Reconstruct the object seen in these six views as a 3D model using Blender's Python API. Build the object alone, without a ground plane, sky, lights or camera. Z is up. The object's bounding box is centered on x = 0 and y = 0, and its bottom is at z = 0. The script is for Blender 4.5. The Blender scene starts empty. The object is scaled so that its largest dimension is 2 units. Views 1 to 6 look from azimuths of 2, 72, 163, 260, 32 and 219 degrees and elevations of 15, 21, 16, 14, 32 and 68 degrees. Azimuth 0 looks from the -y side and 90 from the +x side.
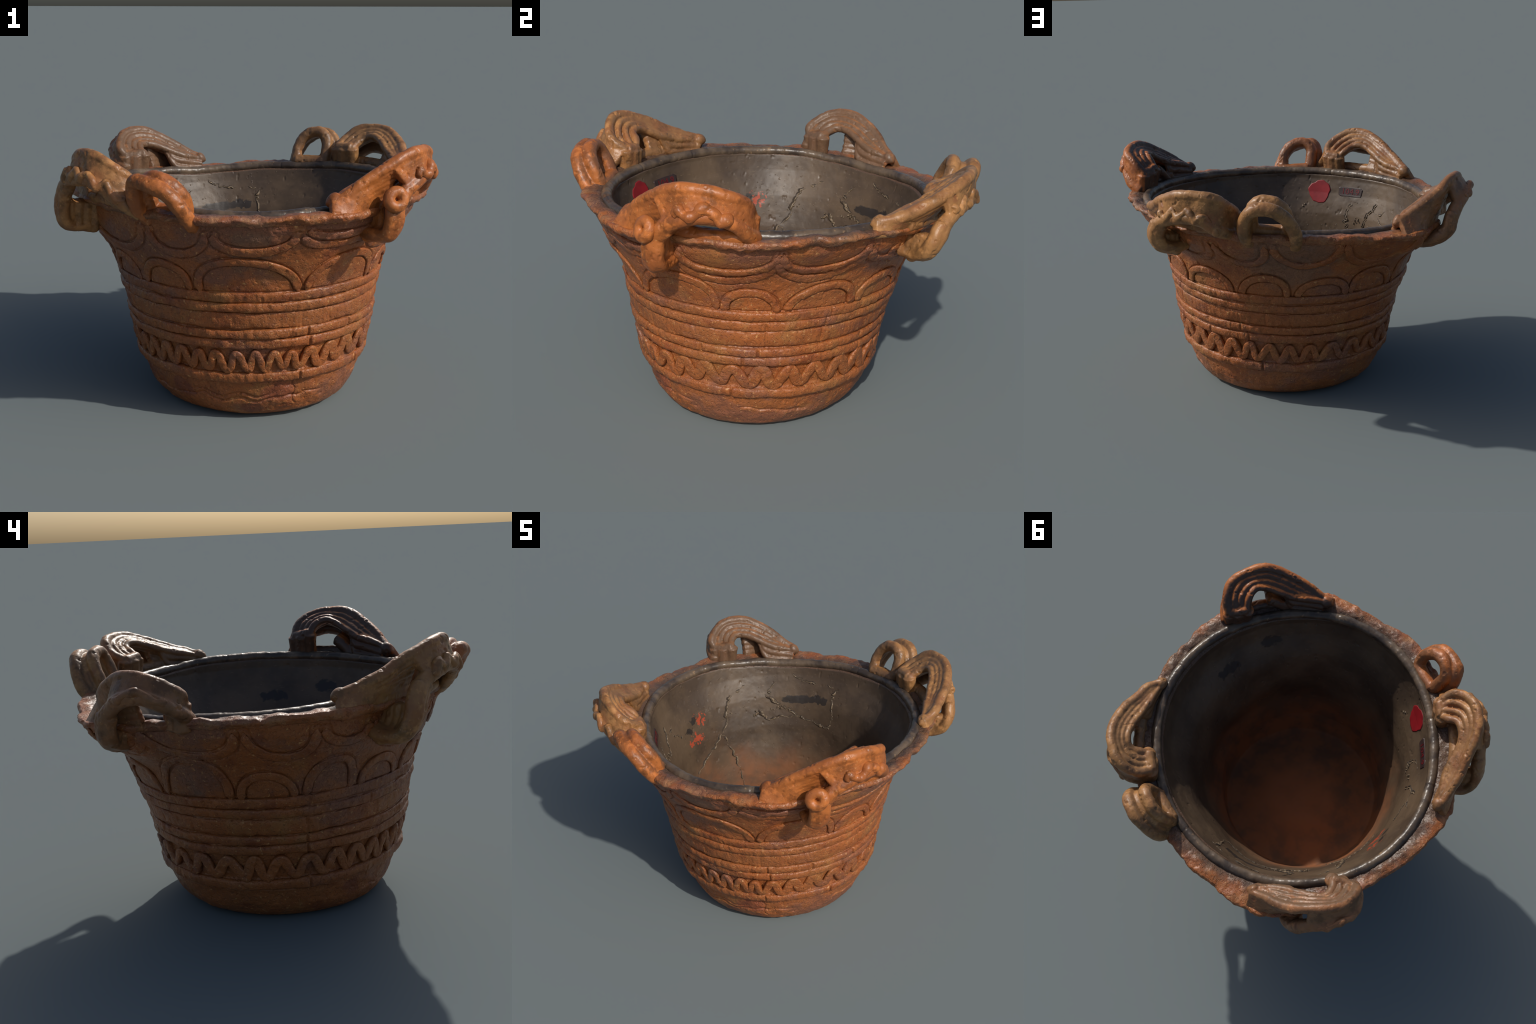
# A coil-built earthenware pot: banded flaring body, rough lip, four ribbed bracket
# handles and two small double-coil loops round the rim, dark glazed inside.
import bpy, math
import numpy as np
from mathutils import Vector

D2R = math.pi / 180.0
CX, CY = 0.034, -0.010            # axis of the rim; azimuth 0 = -y, 90 = +x

# ------------------------------------------------------------------ noise
def _hash(ix, iy, iz, seed):
    h = (ix.astype(np.uint64) * np.uint64(374761393) + iy.astype(np.uint64) * np.uint64(668265263)
         + iz.astype(np.uint64) * np.uint64(2147483647) + np.uint64(seed * 974634 + 1013)) & np.uint64(0xFFFFFFFF)
    h = ((h ^ (h >> np.uint64(13))) * np.uint64(1274126177)) & np.uint64(0xFFFFFFFF)
    h = ((h ^ (h >> np.uint64(16))) * np.uint64(2246822519)) & np.uint64(0xFFFFFFFF)
    h = h ^ (h >> np.uint64(13))
    return (h & np.uint64(0xFFFF)).astype(np.float64) / 32767.5 - 1.0

def vnoise(P, freq, seed=0):
    p = np.asarray(P, float) * freq + 1000.0
    i = np.floor(p).astype(np.int64); f = p - i
    f = f * f * f * (f * (f * 6 - 15) + 10)
    out = 0.0
    for dx in (0, 1):
        wx = f[..., 0] if dx else 1 - f[..., 0]
        for dy in (0, 1):
            wy = f[..., 1] if dy else 1 - f[..., 1]
            for dz in (0, 1):
                wz = f[..., 2] if dz else 1 - f[..., 2]
                out = out + wx * wy * wz * _hash(i[..., 0] + dx, i[..., 1] + dy, i[..., 2] + dz, seed)
    return out

def fbm(P, freq, octaves=3, seed=0, gain=0.5):
    a, s = 1.0, 0.0
    for o in range(octaves):
        s = s + a * vnoise(P, freq * 2 ** o, seed + o * 7)
        a *= gain
    return s

def smooth(x, a, b):
    t = np.clip((x - a) / (b - a), 0, 1)
    return t * t * (3 - 2 * t)

def cyc(az, table):
    """periodic smooth interpolation of a (azimuth, value) table"""
    a = np.array([t[0] for t in table], float); v = np.array([t[1] for t in table], float)
    a = np.concatenate([a - 360, a, a + 360]); v = np.concatenate([v, v, v])
    x = np.mod(az, 360.0)
    i = np.clip(np.searchsorted(a, x) - 1, 0, len(a) - 2)
    t = (x - a[i]) / (a[i + 1] - a[i]); t = t * t * (3 - 2 * t)
    return v[i] * (1 - t) + v[i + 1] * t

def polar(az, r, z):
    a = np.asarray(az, float) * D2R
    return np.stack([CX + r * np.sin(a), CY - r * np.cos(a), z + 0 * a], -1)

def spline(pts, n):
    """Catmull-Rom through control points (any dimension), n samples evenly in parameter"""
    P = np.array(pts, float)
    P = np.vstack([2 * P[0] - P[1], P, 2 * P[-1] - P[-2]])
    m = len(P) - 3
    t = np.linspace(0, m - 1e-9, n); k = t.astype(int); f = (t - k)[:, None]
    a, b, c, d = P[k], P[k + 1], P[k + 2], P[k + 3]
    return 0.5 * (2 * b + (c - a) * f + (2 * a - 5 * b + 4 * c - d) * f ** 2 + (3 * b - a - 3 * c + d) * f ** 3)

# ------------------------------------------------------------------ body shape
Z_K = np.array([0, .02, .04, .07, .1, .14, .18, .23, .28, .34, .4, .47, .55, .62, .7, .78, .85, .92, .98, 1.03, 1.08, 1.2])
R_K = np.array([.482, .526, .552, .576, .594, .609, .622, .634, .646, .658, .669, .682, .696, .709, .726, .750, .778, .814, .850, .884, .910, .935])

LIP_R = [(0, .965), (11, .966), (20, .995), (28, 1.02), (45, .97), (60, .96), (69, .97), (78, .945), (88, .925), (98, .925),
         (110, .938), (125, .942), (140, .948), (155, .948), (168, .962), (181, .972), (190, .99), (200, 1.032), (208, 1.062), (217, 1.042),
         (227, .985), (240, .972), (250, .962), (261, .966), (272, .985), (280, .995), (295, .955), (312, .94), (328, .95), (340, .965), (351, .98)]

RIM_Z = [(0, 1.158), (28, 1.168), (55, 1.178), (78, 1.181), (100, 1.178), (135, 1.150), (172, 1.115), (195, 1.094), (207, 1.088), (225, 1.108),
         (241, 1.130), (255, 1.134), (267, 1.143), (280, 1.151), (312, 1.160), (347, 1.161)]
def rim_dz(az):
    """the rim is not level: height of the rim coil's crest against its mean"""
    return cyc(az, RIM_Z) - 1.135

def rim_dr(az):
    t = (np.asarray(az, float) - 90) * D2R
    return (-.0055 * np.cos(2 * t) - .0176 * np.sin(2 * t) - .001 * np.cos(3 * t) + .0095 * np.sin(3 * t) + .0067 * np.cos(4 * t))

def level(az, z):
    """the coils do not lie level: everything is a little higher towards azimuth 30"""
    return z + .025 * np.cos((np.asarray(az, float) - 30) * D2R)

def outer(az, z):
    """smooth outer wall (no relief)"""
    az = np.asarray(az, float); z = np.asarray(z, float)
    r = np.interp(z, Z_K, R_K)
    t = (az - 90) * D2R
    r = r * (1 - .0116 * np.cos(2 * t) - .016 * np.sin(2 * t))
    cx = .028 - .0242 * np.clip(z, 0, 1.1); cy = -.0698 + .0387 * np.clip(z, 0, 1.1)
    # slightly oval and leaning: fuller towards azimuth 25 low down, towards 25 and 200 higher up
    r = r + (.006 + .008 * smooth(z, .2, .4)) * np.cos((az - 25) * D2R) * (1 - smooth(z, .45, .75)) + smooth(z, .45, .75) * cyc(az, [(25, .016), (90, .002), (150, .012), (235, .016), (310, .0)])
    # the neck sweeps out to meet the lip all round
    lip = cyc(az, LIP_R) - np.interp(z, [.80, .86, .92, .98, 1.03, 1.08], [.215, .172, .122, .074, .038, .022])
    k = smooth(z, .80, .98) * cyc(az, [(0, 0), (100, 0), (112, .35), (128, .95), (150, 1), (240, 1), (270, .5), (320, .45), (345, .1)])
    r = (r + cyc(az, [(0, 0), (25, -.002), (60, -.012), (90, -.028), (112, -.03), (135, -.02), (180, .005), (250, .0), (280, .006), (312, -.017), (340, 0)]) * smooth(z, .72, 1.03)) * (1 - k) + lip * k
    # the neck swells where one of the big handles roots in it
    for a0, w, amp in ((209, 10, .022),):
        r = r + amp * np.exp(-((np.mod(az - a0 + 180, 360) - 180) / w) ** 2) * smooth(z, .84, 1.02)
    k = smooth(z, .9, 1.1)
    cx = cx * (1 - k) + CX * k; cy = cy * (1 - k) + CY * k
    a = az * D2R
    return np.stack([cx + r * np.sin(a), cy - r * np.cos(a), z + 0 * a], -1)

def outer_frame(az, z, dirs):
    """point, outward normal on the smooth wall"""
    e = 1e-3
    p = outer(az, z)
    ta = outer(az + .05, z) - p; tz = outer(az, z + e) - p
    n = np.cross(ta, tz); n /= np.linalg.norm(n, axis=-1, keepdims=True)
    return p, n

ZI = np.array([.095, .12, .16, .25, .45, .68, .86, 1.0, 1.09, 1.2])
RI = np.array([.47, .508, .53, .572, .625, .675, .730, .790, .818, .826])
def inner(az, z):
    az = np.asarray(az, float); z = np.asarray(z, float)
    r = np.interp(z, ZI, RI) + rim_dr(az) * smooth(z, .5, 1.1)
    # the wall is thickest about azimuth 115
    m = smooth(z, .40, .65)
    lo = cyc(az, [(30, 0), (90, .028), (140, .062), (175, .046), (200, .022), (250, .013), (310, .034), (350, .016)])
    hi = cyc(az, [(18, -.006), (45, .036), (62, .060), (85, .088), (120, .068), (160, .042), (200, -.002), (240, .006), (290, .009), (320, .013), (350, .0)])
    r = r - (1 - m) * lo * smooth(z, .10, .30) - m * hi * (1 - .75 * smooth(z, .80, 1.05))
    k = smooth(z, .1, 1.05)
    cx = .02 * (1 - k) + CX * k; cy = -.06 * (1 - k) + CY * k
    a = az * D2R
    return np.stack([cx + r * np.sin(a), cy - r * np.cos(a), z + 0 * a], -1)

# ------------------------------------------------------------------ mesh helpers
ROOT = bpy.data.objects.new("clay_pot", None)
bpy.context.scene.collection.objects.link(ROOT)
ROOT["label"] = "orange clay pot with coil bands and looped rim handles"
ROOT["category"] = "clay pot"

def add_object(name, me, mat, parent=ROOT):
    ob = bpy.data.objects.new(name, me)
    bpy.context.scene.collection.objects.link(ob)
    ob.parent = parent
    me.materials.clear(); me.materials.append(mat)
    return ob

def mesh_from(name, V, F, smooth_shade=True):
    me = bpy.data.meshes.new(name)
    V = np.asarray(V, np.float32).reshape(-1, 3)
    me.vertices.add(len(V)); me.vertices.foreach_set("co", V.ravel())
    F = np.asarray(F, np.int32)
    n, k = F.shape
    me.loops.add(n * k); me.loops.foreach_set("vertex_index", F.ravel())
    me.polygons.add(n)
    me.polygons.foreach_set("loop_start", np.arange(0, n * k, k, dtype=np.int32))
    me.polygons.foreach_set("use_smooth", np.full(n, smooth_shade))
    me.update(); me.validate()
    return me

def grid_faces(rows, cols, wrap_cols=False, wrap_rows=False, flip=False):
    R = rows if wrap_rows else rows - 1; C = cols if wrap_cols else cols - 1
    i, j = np.meshgrid(np.arange(R), np.arange(C), indexing="ij")
    i2 = (i + 1) % rows; j2 = (j + 1) % cols
    F = np.stack([i * cols + j, i * cols + j2, i2 * cols + j2, i2 * cols + j], -1).reshape(-1, 4)
    return F[:, ::-1] if flip else F

def frames(P):
    T = np.gradient(P, axis=0); T /= np.linalg.norm(T, axis=1, keepdims=True) + 1e-9
    return T

def tube(P, rad, seg=14, flat=1.0, wide_dir=None, closed=False):
    """round or flattened tube along P; rad scalar or per point"""
    P = np.asarray(P, float); n = len(P)
    T = frames(P) if not closed else None
    if closed:
        T = np.roll(P, -1, 0) - np.roll(P, 1, 0); T /= np.linalg.norm(T, axis=1, keepdims=True)
    rad = np.broadcast_to(np.asarray(rad, float), (n,))
    if wide_dir is None:
        N = np.zeros_like(P); ref = np.array([0.13, 0.21, 0.97]); prev = None
        for i in range(n):
            v = ref if prev is None else prev
            v = v - T[i] * np.dot(v, T[i])
            if np.linalg.norm(v) < 1e-4: v = np.array([1.0, 0, 0]) - T[i] * T[i][0]
            prev = v / np.linalg.norm(v); N[i] = prev
    else:
        N = np.broadcast_to(wide_dir, P.shape) - T * np.sum(np.broadcast_to(wide_dir, P.shape) * T, 1, keepdims=True)
        N = N / (np.linalg.norm(N, axis=1, keepdims=True) + 1e-9)
    B = np.cross(T, N)
    a = np.linspace(0, 2 * np.pi, seg, endpoint=False)
    V = P[:, None] + rad[:, None, None] * (np.cos(a)[None, :, None] * N[:, None] + flat * np.sin(a)[None, :, None] * B[:, None])
    F = grid_faces(n, seg, wrap_cols=True, wrap_rows=closed)
    V = V.reshape(-1, 3)
    if not closed:
        c0, c1 = len(V), len(V) + 1
        V = np.vstack([V, P[0] - T[0] * rad[0] * .5, P[-1] + T[-1] * rad[-1] * .5])
        j = np.arange(seg); j2 = (j + 1) % seg
        F = np.vstack([F, np.stack([np.full(seg, c0), j2, j, j], -1), np.stack([np.full(seg, c1), (n - 1) * seg + j, (n - 1) * seg + j2, (n - 1) * seg + j2], -1)])
    return V, F

def fan_fix(V, F):
    """quads with a repeated vertex -> handled as triangles through bmesh-free rebuild"""
    tri = F[:, 2] == F[:, 3]
    q = F[~tri]; t = F[tri][:, :3]
    tris = np.vstack([q[:, [0, 1, 2]], q[:, [0, 2, 3]], t])
    return V, tris

def join_parts(parts):
    Vs, Fs, o = [], [], 0
    for V, F in parts:
        V, F = fan_fix(np.asarray(V), np.asarray(F))
        Vs.append(V); Fs.append(F + o); o += len(V)
    return np.vstack(Vs), np.vstack(Fs)

def fused(name, parts, voxel=.0065, iterations=4, rough=.0022, freq=26, seed=3, lumps=.004):
    """clay pieces pressed together: voxel union, light smoothing, hand-made unevenness"""
    V, F = join_parts(parts)
    me = mesh_from(name + "_raw", V, F)
    ob = bpy.data.objects.new(name + "_raw", me)
    bpy.context.scene.collection.objects.link(ob)
    m = ob.modifiers.new("r", 'REMESH'); m.mode = 'VOXEL'; m.voxel_size = voxel; m.use_smooth_shade = True
    s = ob.modifiers.new("s", 'SMOOTH'); s.factor = .5; s.iterations = iterations
    dg = bpy.context.evaluated_depsgraph_get()
    out = bpy.data.meshes.new_from_object(ob.evaluated_get(dg))
    bpy.data.objects.remove(ob); bpy.data.meshes.remove(me)
    n = len(out.vertices)
    co = np.empty(n * 3, np.float32); out.vertices.foreach_get("co", co)
    no = np.empty(n * 3, np.float32); out.vertices.foreach_get("normal", no)
    co = co.reshape(-1, 3).astype(float); no = no.reshape(-1, 3)
    d = lumps * fbm(co, 9, 2, seed) + rough * fbm(co, freq, 3, seed + 5) - .004 * smooth(fbm(co, 38, 2, seed + 9), .62, .95)
    co = co + no * d[:, None]
    out.vertices.foreach_set("co", co.astype(np.float32).ravel())
    out.polygons.foreach_set("use_smooth", np.ones(len(out.polygons), bool))
    out.update(); out.name = name
    return out

# ------------------------------------------------------------------ materials
class NT:
    def __init__(s, name):
        s.m = bpy.data.materials.new(name); s.m.use_nodes = True
        s.t = s.m.node_tree; s.t.nodes.clear()
        s.out = s.n('ShaderNodeOutputMaterial'); s.b = s.n('ShaderNodeBsdfPrincipled')
        s.t.links.new(s.b.outputs[0], s.out.inputs[0])
        s.co = s.n('ShaderNodeTexCoord').outputs['Object']
    def n(s, kind, **kw):
        x = s.t.nodes.new(kind)
        for k, v in kw.items(): setattr(x, k, v)
        return x
    def link(s, a, b): s.t.links.new(a, b)
    def val(s, x, sock):
        if hasattr(x, 'is_output'): s.link(x, sock)
        else: sock.default_value = x
    def math(s, op, a, b=0.0, c=0.0, clamp=False):
        x = s.n('ShaderNodeMath', operation=op, use_clamp=clamp)
        s.val(a, x.inputs[0]); s.val(b, x.inputs[1]); s.val(c, x.inputs[2]); return x.outputs[0]
    def noise(s, scale, detail=4, rough=.55, vec=None, dist=0.0, stretch=None):
        x = s.n('ShaderNodeTexNoise'); x.inputs['Scale'].default_value = scale
        x.inputs['Detail'].default_value = detail; x.inputs['Roughness'].default_value = rough
        x.inputs['Distortion'].default_value = dist
        v = vec or s.co
        if stretch:
            mp = s.n('ShaderNodeMapping'); mp.inputs['Scale'].default_value = stretch
            s.link(v, mp.inputs['Vector']); v = mp.outputs[0]
        s.link(v, x.inputs['Vector']); return x.outputs['Fac']
    def voronoi(s, scale, feature='F1', out='Distance'):
        x = s.n('ShaderNodeTexVoronoi', feature=feature); x.inputs['Scale'].default_value = scale
        s.link(s.co, x.inputs['Vector']); return x.outputs[out]
    def ramp(s, fac, a, b):
        x = s.n('ShaderNodeMapRange', interpolation_type='SMOOTHSTEP')
        s.val(fac, x.inputs['Value']); x.inputs['From Min'].default_value = a; x.inputs['From Max'].default_value = b
        return x.outputs[0]
    def mix(s, fac, a, b, mode='MIX'):
        x = s.n('ShaderNodeMix', data_type='RGBA', blend_type=mode)
        s.val(fac, x.inputs[0])
        for v, k in ((a, 6), (b, 7)):
            if hasattr(v, 'is_output'): s.link(v, x.inputs[k])
            else: x.inputs[k].default_value = (*v, 1)
        return x.outputs[2]
    def xyz(s):
        x = s.n('ShaderNodeSeparateXYZ'); s.link(s.co, x.inputs[0]); return x.outputs
    def spot(s, centre, radius, scale=(1, 1, 1), wobble=.03, freq=14, soft=.25, rot=(0, 0, 0)):
        """soft or ragged blot round a point (object coordinates)"""
        mp = s.n('ShaderNodeVectorMath', operation='SUBTRACT'); s.link(s.co, mp.inputs[0]); mp.inputs[1].default_value = centre
        v = mp.outputs[0]
        ro = s.n('ShaderNodeVectorRotate', rotation_type='EULER_XYZ'); s.link(v, ro.inputs['Vector']); ro.inputs['Rotation'].default_value = rot
        sc = s.n('ShaderNodeVectorMath', operation='MULTIPLY'); s.link(ro.outputs[0], sc.inputs[0]); sc.inputs[1].default_value = scale
        ln = s.n('ShaderNodeVectorMath', operation='LENGTH'); s.link(sc.outputs[0], ln.inputs[0])
        d = s.math('ADD', ln.outputs['Value'], s.math('MULTIPLY', s.math('SUBTRACT', s.noise(freq, 4), .5), wobble * 4))
        return s.ramp(d, radius * (1 + soft), radius * (1 - soft))
    def maxi(s, *f):
        o = f[0]
        for g in f[1:]: o = s.math('MAXIMUM', o, g)
        return o
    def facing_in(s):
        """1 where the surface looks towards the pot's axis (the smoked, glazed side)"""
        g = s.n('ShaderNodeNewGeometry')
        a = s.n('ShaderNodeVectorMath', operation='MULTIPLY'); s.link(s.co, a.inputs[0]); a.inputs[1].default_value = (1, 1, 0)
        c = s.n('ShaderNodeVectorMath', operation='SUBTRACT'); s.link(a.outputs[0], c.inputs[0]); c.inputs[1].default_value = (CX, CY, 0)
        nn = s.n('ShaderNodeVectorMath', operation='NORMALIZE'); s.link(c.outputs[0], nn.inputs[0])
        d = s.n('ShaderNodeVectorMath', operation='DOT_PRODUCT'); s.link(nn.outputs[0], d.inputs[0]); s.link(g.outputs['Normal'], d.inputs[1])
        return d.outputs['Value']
    def finish(s, col, rough=.5, bump=None, bump_dist=.003, strength=.5, spec=.4):
        s.val(col, s.b.inputs['Base Color']) if hasattr(col, 'is_output') else s.b.inputs['Base Color'].__setattr__('default_value', (*col, 1))
        s.val(rough, s.b.inputs['Roughness'])
        s.b.inputs['Specular IOR Level'].default_value = spec
        if bump is not None:
            b = s.n('ShaderNodeBump'); b.inputs['Strength'].default_value = strength; b.inputs['Distance'].default_value = bump_dist
            s.link(bump, b.inputs['Height']); s.link(b.outputs[0], s.b.inputs['Normal'])
        return s.m

ORANGE = (.312, .093, .024); RUST = (.205, .054, .017); OCHRE = (.32, .140, .042); PALE = (.55, .29, .11)
PLUM = (.20, .078, .044); BLACK = (.022, .018, .016); BROWN = (.135, .092, .062); TAN = (.38, .235, .118)

def clay_colour(s):
    big = s.noise(3.1, 3); mid = s.noise(8, 6, .62); fine = s.noise(42, 4, .65)
    c = s.mix(s.ramp(big, .36, .66), ORANGE, (.28, .094, .028))
    c = s.mix(s.math('MULTIPLY', s.ramp(mid, .50, .68), .8), c, RUST)
    c = s.mix(s.math('MULTIPLY', s.ramp(s.noise(5.3, 5, .6), .54, .70), .6), c, OCHRE)
    # smoke-stained plum patches, thickest on the neck
    x = s.xyz()
    neck = s.math('MULTIPLY', s.ramp(x[2], .62, .80), .07)
    c = s.mix(s.math('MULTIPLY', s.ramp(s.math('ADD', s.noise(2.6, 6, .62, stretch=(1, 1, 1.5)), neck), .53, .66), .85), c, PLUM)
    c = s.mix(s.math('MULTIPLY', s.ramp(s.noise(17, 5, .65), .58, .72), .55), c, (.44, .155, .045))
    c = s.mix(s.math('MULTIPLY', s.ramp(s.noise(60, 3, .6), .61, .71), .75), c, PALE)
    c = s.mix(s.math('MULTIPLY', s.ramp(s.noise(85, 3, .6), .38, .28), .8), c, (.10, .035, .014))
    return c, fine

def clay_bump(s):
    pits = s.ramp(s.noise(75, 3, .6), .36, .48)
    return s.math('ADD', s.math('MULTIPLY', pits, .6), s.math('ADD', s.noise(24, 6, .6), s.math('MULTIPLY', s.noise(130, 3), .25)))

def mat_outer():
    s = NT("fired_clay"); c, f = clay_colour(s)
    # worn, scaled red-brown patches near the foot
    blot = s.maxi(s.spot((.20, -.66, .17), .09, (1, 1, 1.6)), s.spot((.06, -.64, .08), .06, (1, 1, 1.4)), s.spot((-.30, -.56, .15), .07, (1, 1, 1.3)),
                  s.spot((-.55, -.33, .14), .07), s.spot((.72, .12, .53), .03))
    c = s.mix(s.math('MULTIPLY', blot, .7), c, (.17, .045, .022))
    grey = s.maxi(s.spot((.06, -.86, 1.0), .11, (1, 1, .8), .04), s.spot((-.62, .50, .62), .14, (1, 1, 1), .05), s.spot((.25, .80, .95), .25, (1, 1, 1.2), .06))
    c = s.mix(s.math('MULTIPLY', grey, .6), c, (.16, .088, .055))
    return s.finish(c, s.math('ADD', .27, s.math('MULTIPLY', f, .36)), clay_bump(s), .006, .7)

def mat_band():
    s = NT("band_clay"); c, f = clay_colour(s)
    return s.finish(c, s.math('ADD', .25, s.math('MULTIPLY', f, .36)), clay_bump(s), .006, .7)

def mat_lip():
    s = NT("lip_clay"); c, f = clay_colour(s)
    c = s.mix(s.math('MULTIPLY', s.ramp(s.noise(11, 5, .65), .46, .68), .5), c, (.34, .18, .082))
    # dark slip spilling over from the mouth
    x = s.xyz()
    dx = s.math('SUBTRACT', x[0], CX); dy = s.math('SUBTRACT', x[1], CY)
    r = s.math('SQRT', s.math('ADD', s.math('MULTIPLY', dx, dx), s.math('MULTIPLY', dy, dy)))
    rr = s.math('ADD', r, s.math('MULTIPLY', s.math('SUBTRACT', s.noise(13, 5, .65), .5), .14))
    c = s.mix(s.math('MULTIPLY', s.ramp(rr, .972, .885), .85), c, (.07, .050, .036))
    return s.finish(c, .40, clay_bump(s), .006, .7)

def mat_handle(name, base, tone, dark, dark_amt, lo=-.15, hi=-.65):
    s = NT(name)
    c = s.mix(s.ramp(s.noise(6, 5, .6), .38, .62), base, tone)
    c = s.mix(s.math('MULTIPLY', s.ramp(s.noise(10, 6, .68), .48, .64), .75), c, tuple(.40 * v for v in base))
    c = s.mix(s.math('MULTIPLY', s.ramp(s.noise(16, 5, .68), .52, .66), .7), c, tuple(min(1, 1.4 * v) for v in base))
    c = s.mix(s.math('MULTIPLY', s.ramp(s.noise(7, 5, .6), .58, .70), .6), c, (.26, .085, .035))
    c = s.mix(s.math('MULTIPLY', s.ramp(s.noise(55, 3, .6), .63, .73), .5), c, PALE)
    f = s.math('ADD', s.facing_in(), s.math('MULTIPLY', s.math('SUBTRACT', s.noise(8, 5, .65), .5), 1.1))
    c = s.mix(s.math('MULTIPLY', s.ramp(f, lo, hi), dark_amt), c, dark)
    b = s.math('ADD', s.math('MULTIPLY', s.ramp(s.noise(70, 3, .6), .34, .42), .35), s.noise(20, 5, .55))
    return s.finish(c, s.math('ADD', .30, s.math('MULTIPLY', s.noise(14, 4), .25)), b, .005, .45)

def mat_inner():
    s = NT("smoked_glaze")
    x = s.xyz()
    c = s.mix(s.ramp(s.noise(3, 5, .6), .35, .68), (.056, .037, .024), (.108, .072, .043))
    c = s.mix(s.math('MULTIPLY', s.ramp(s.noise(34, 4, .7, stretch=(1, 1, 3)), .58, .74), .35), c, (.24, .17, .105))
    # bare orange clay shows through on the lower wall and floor
    low = s.ramp(s.math('ADD', x[2], s.math('MULTIPLY', s.math('SUBTRACT', s.noise(4, 4), .5), .5)), .66, .18)
    c = s.mix(s.math('MULTIPLY', low, .8), c, s.mix(s.ramp(s.noise(7, 5, .6), .4, .65), (.26, .088, .028), (.14, .060, .028)))
    c = s.mix(s.math('MULTIPLY', s.spot((.05, .02, .16), .30, (1, 1, 1), .06, 6, .5), .7), c, (.27, .085, .026))
    black = s.maxi(s.spot(tuple(inner(200, .845)), .10, (1, 1, 3.4), .05, 22, .12, (0, 0, -20 * D2R)),
                   s.spot(tuple(inner(188, .86)), .06, (1, 1, 2.6), .05, 22, .12),
                   s.spot(tuple(inner(268, .80)), .035, (1, 1, 2), .04, 30, .2), s.spot(tuple(inner(262, .845)), .03, (1, 1, 1.4), .04, 30, .2),
                   s.spot(tuple(inner(75, .93)), .07, (1, 1, 2.4), .05, 20, .2), s.spot(tuple(inner(50, .98)), .07, (1, 1, 2.4), .05, 20, .2))
    c = s.mix(s.math('MULTIPLY', black, .9), c, BLACK)
    red = s.maxi(s.spot(tuple(inner(258, .835)), .028, (1, 1, 1), .05, 40, .2), s.spot(tuple(inner(262, .73)), .034, (1, 1, 1.4), .05, 40, .2), s.spot(tuple(inner(268, .72)), .025, (1, 1, 1.2), .05, 40, .2))
    c = s.mix(s.math('MULTIPLY', red, .85), c, (.36, .055, .022))
    b = s.math('ADD', s.math('MULTIPLY', s.noise(22, 5, .6), .6), s.math('MULTIPLY', s.ramp(s.noise(45, 3), .66, .74), 1.2))
    rg = s.math('ADD', s.math('ADD', .30, s.math('MULTIPLY', s.noise(8, 5, .65), .34)), s.math('MULTIPLY', low, .35))
    return s.finish(c, rg, b, .004, .45)

def mat_rimcoil():
    s = NT("rim_glaze")
    c = s.mix(s.ramp(s.noise(7, 5, .6), .38, .66), (.045, .033, .026), (.125, .088, .058))
    c = s.mix(s.math('MULTIPLY', s.ramp(s.noise(45, 3), .62, .74), .4), c, TAN)
    return s.finish(c, .32, s.noise(30, 5, .6), .004, .5)

def mat_plain(name, col, rough=.5, var=.5, freq=25):
    s = NT(name)
    c = s.mix(s.ramp(s.noise(freq, 4, .6), .35, .68), col, tuple(v * var for v in col))
    return s.finish(c, rough, s.noise(60, 3), .002, .3)

M_OUT, M_BAND, M_LIP, M_IN, M_COIL = mat_outer(), mat_band(), mat_lip(), mat_inner(), mat_rimcoil()
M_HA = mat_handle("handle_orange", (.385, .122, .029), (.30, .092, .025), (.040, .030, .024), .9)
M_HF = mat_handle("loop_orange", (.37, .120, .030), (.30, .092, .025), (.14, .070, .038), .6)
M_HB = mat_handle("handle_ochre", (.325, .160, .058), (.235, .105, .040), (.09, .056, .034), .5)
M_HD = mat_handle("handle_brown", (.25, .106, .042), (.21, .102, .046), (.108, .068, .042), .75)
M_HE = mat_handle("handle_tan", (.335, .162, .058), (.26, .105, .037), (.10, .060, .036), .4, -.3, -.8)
M_SEAM = mat_plain("seam_paste", (.20, .145, .09), .45, .35, 60)
M_RED = mat_plain("red_sticker_paint", (.25, .008, .012), .5, .75, 9)
M_LABEL = mat_plain("label_dark", (.040, .024, .022), .4, .7)
M_INK = mat_plain("label_ink", (.13, .007, .011), .45, .7)

# ------------------------------------------------------------------ wall, lip, interior (one skin, split by region)
NA = 1200
AZ = np.arange(NA) * 360.0 / NA

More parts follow.
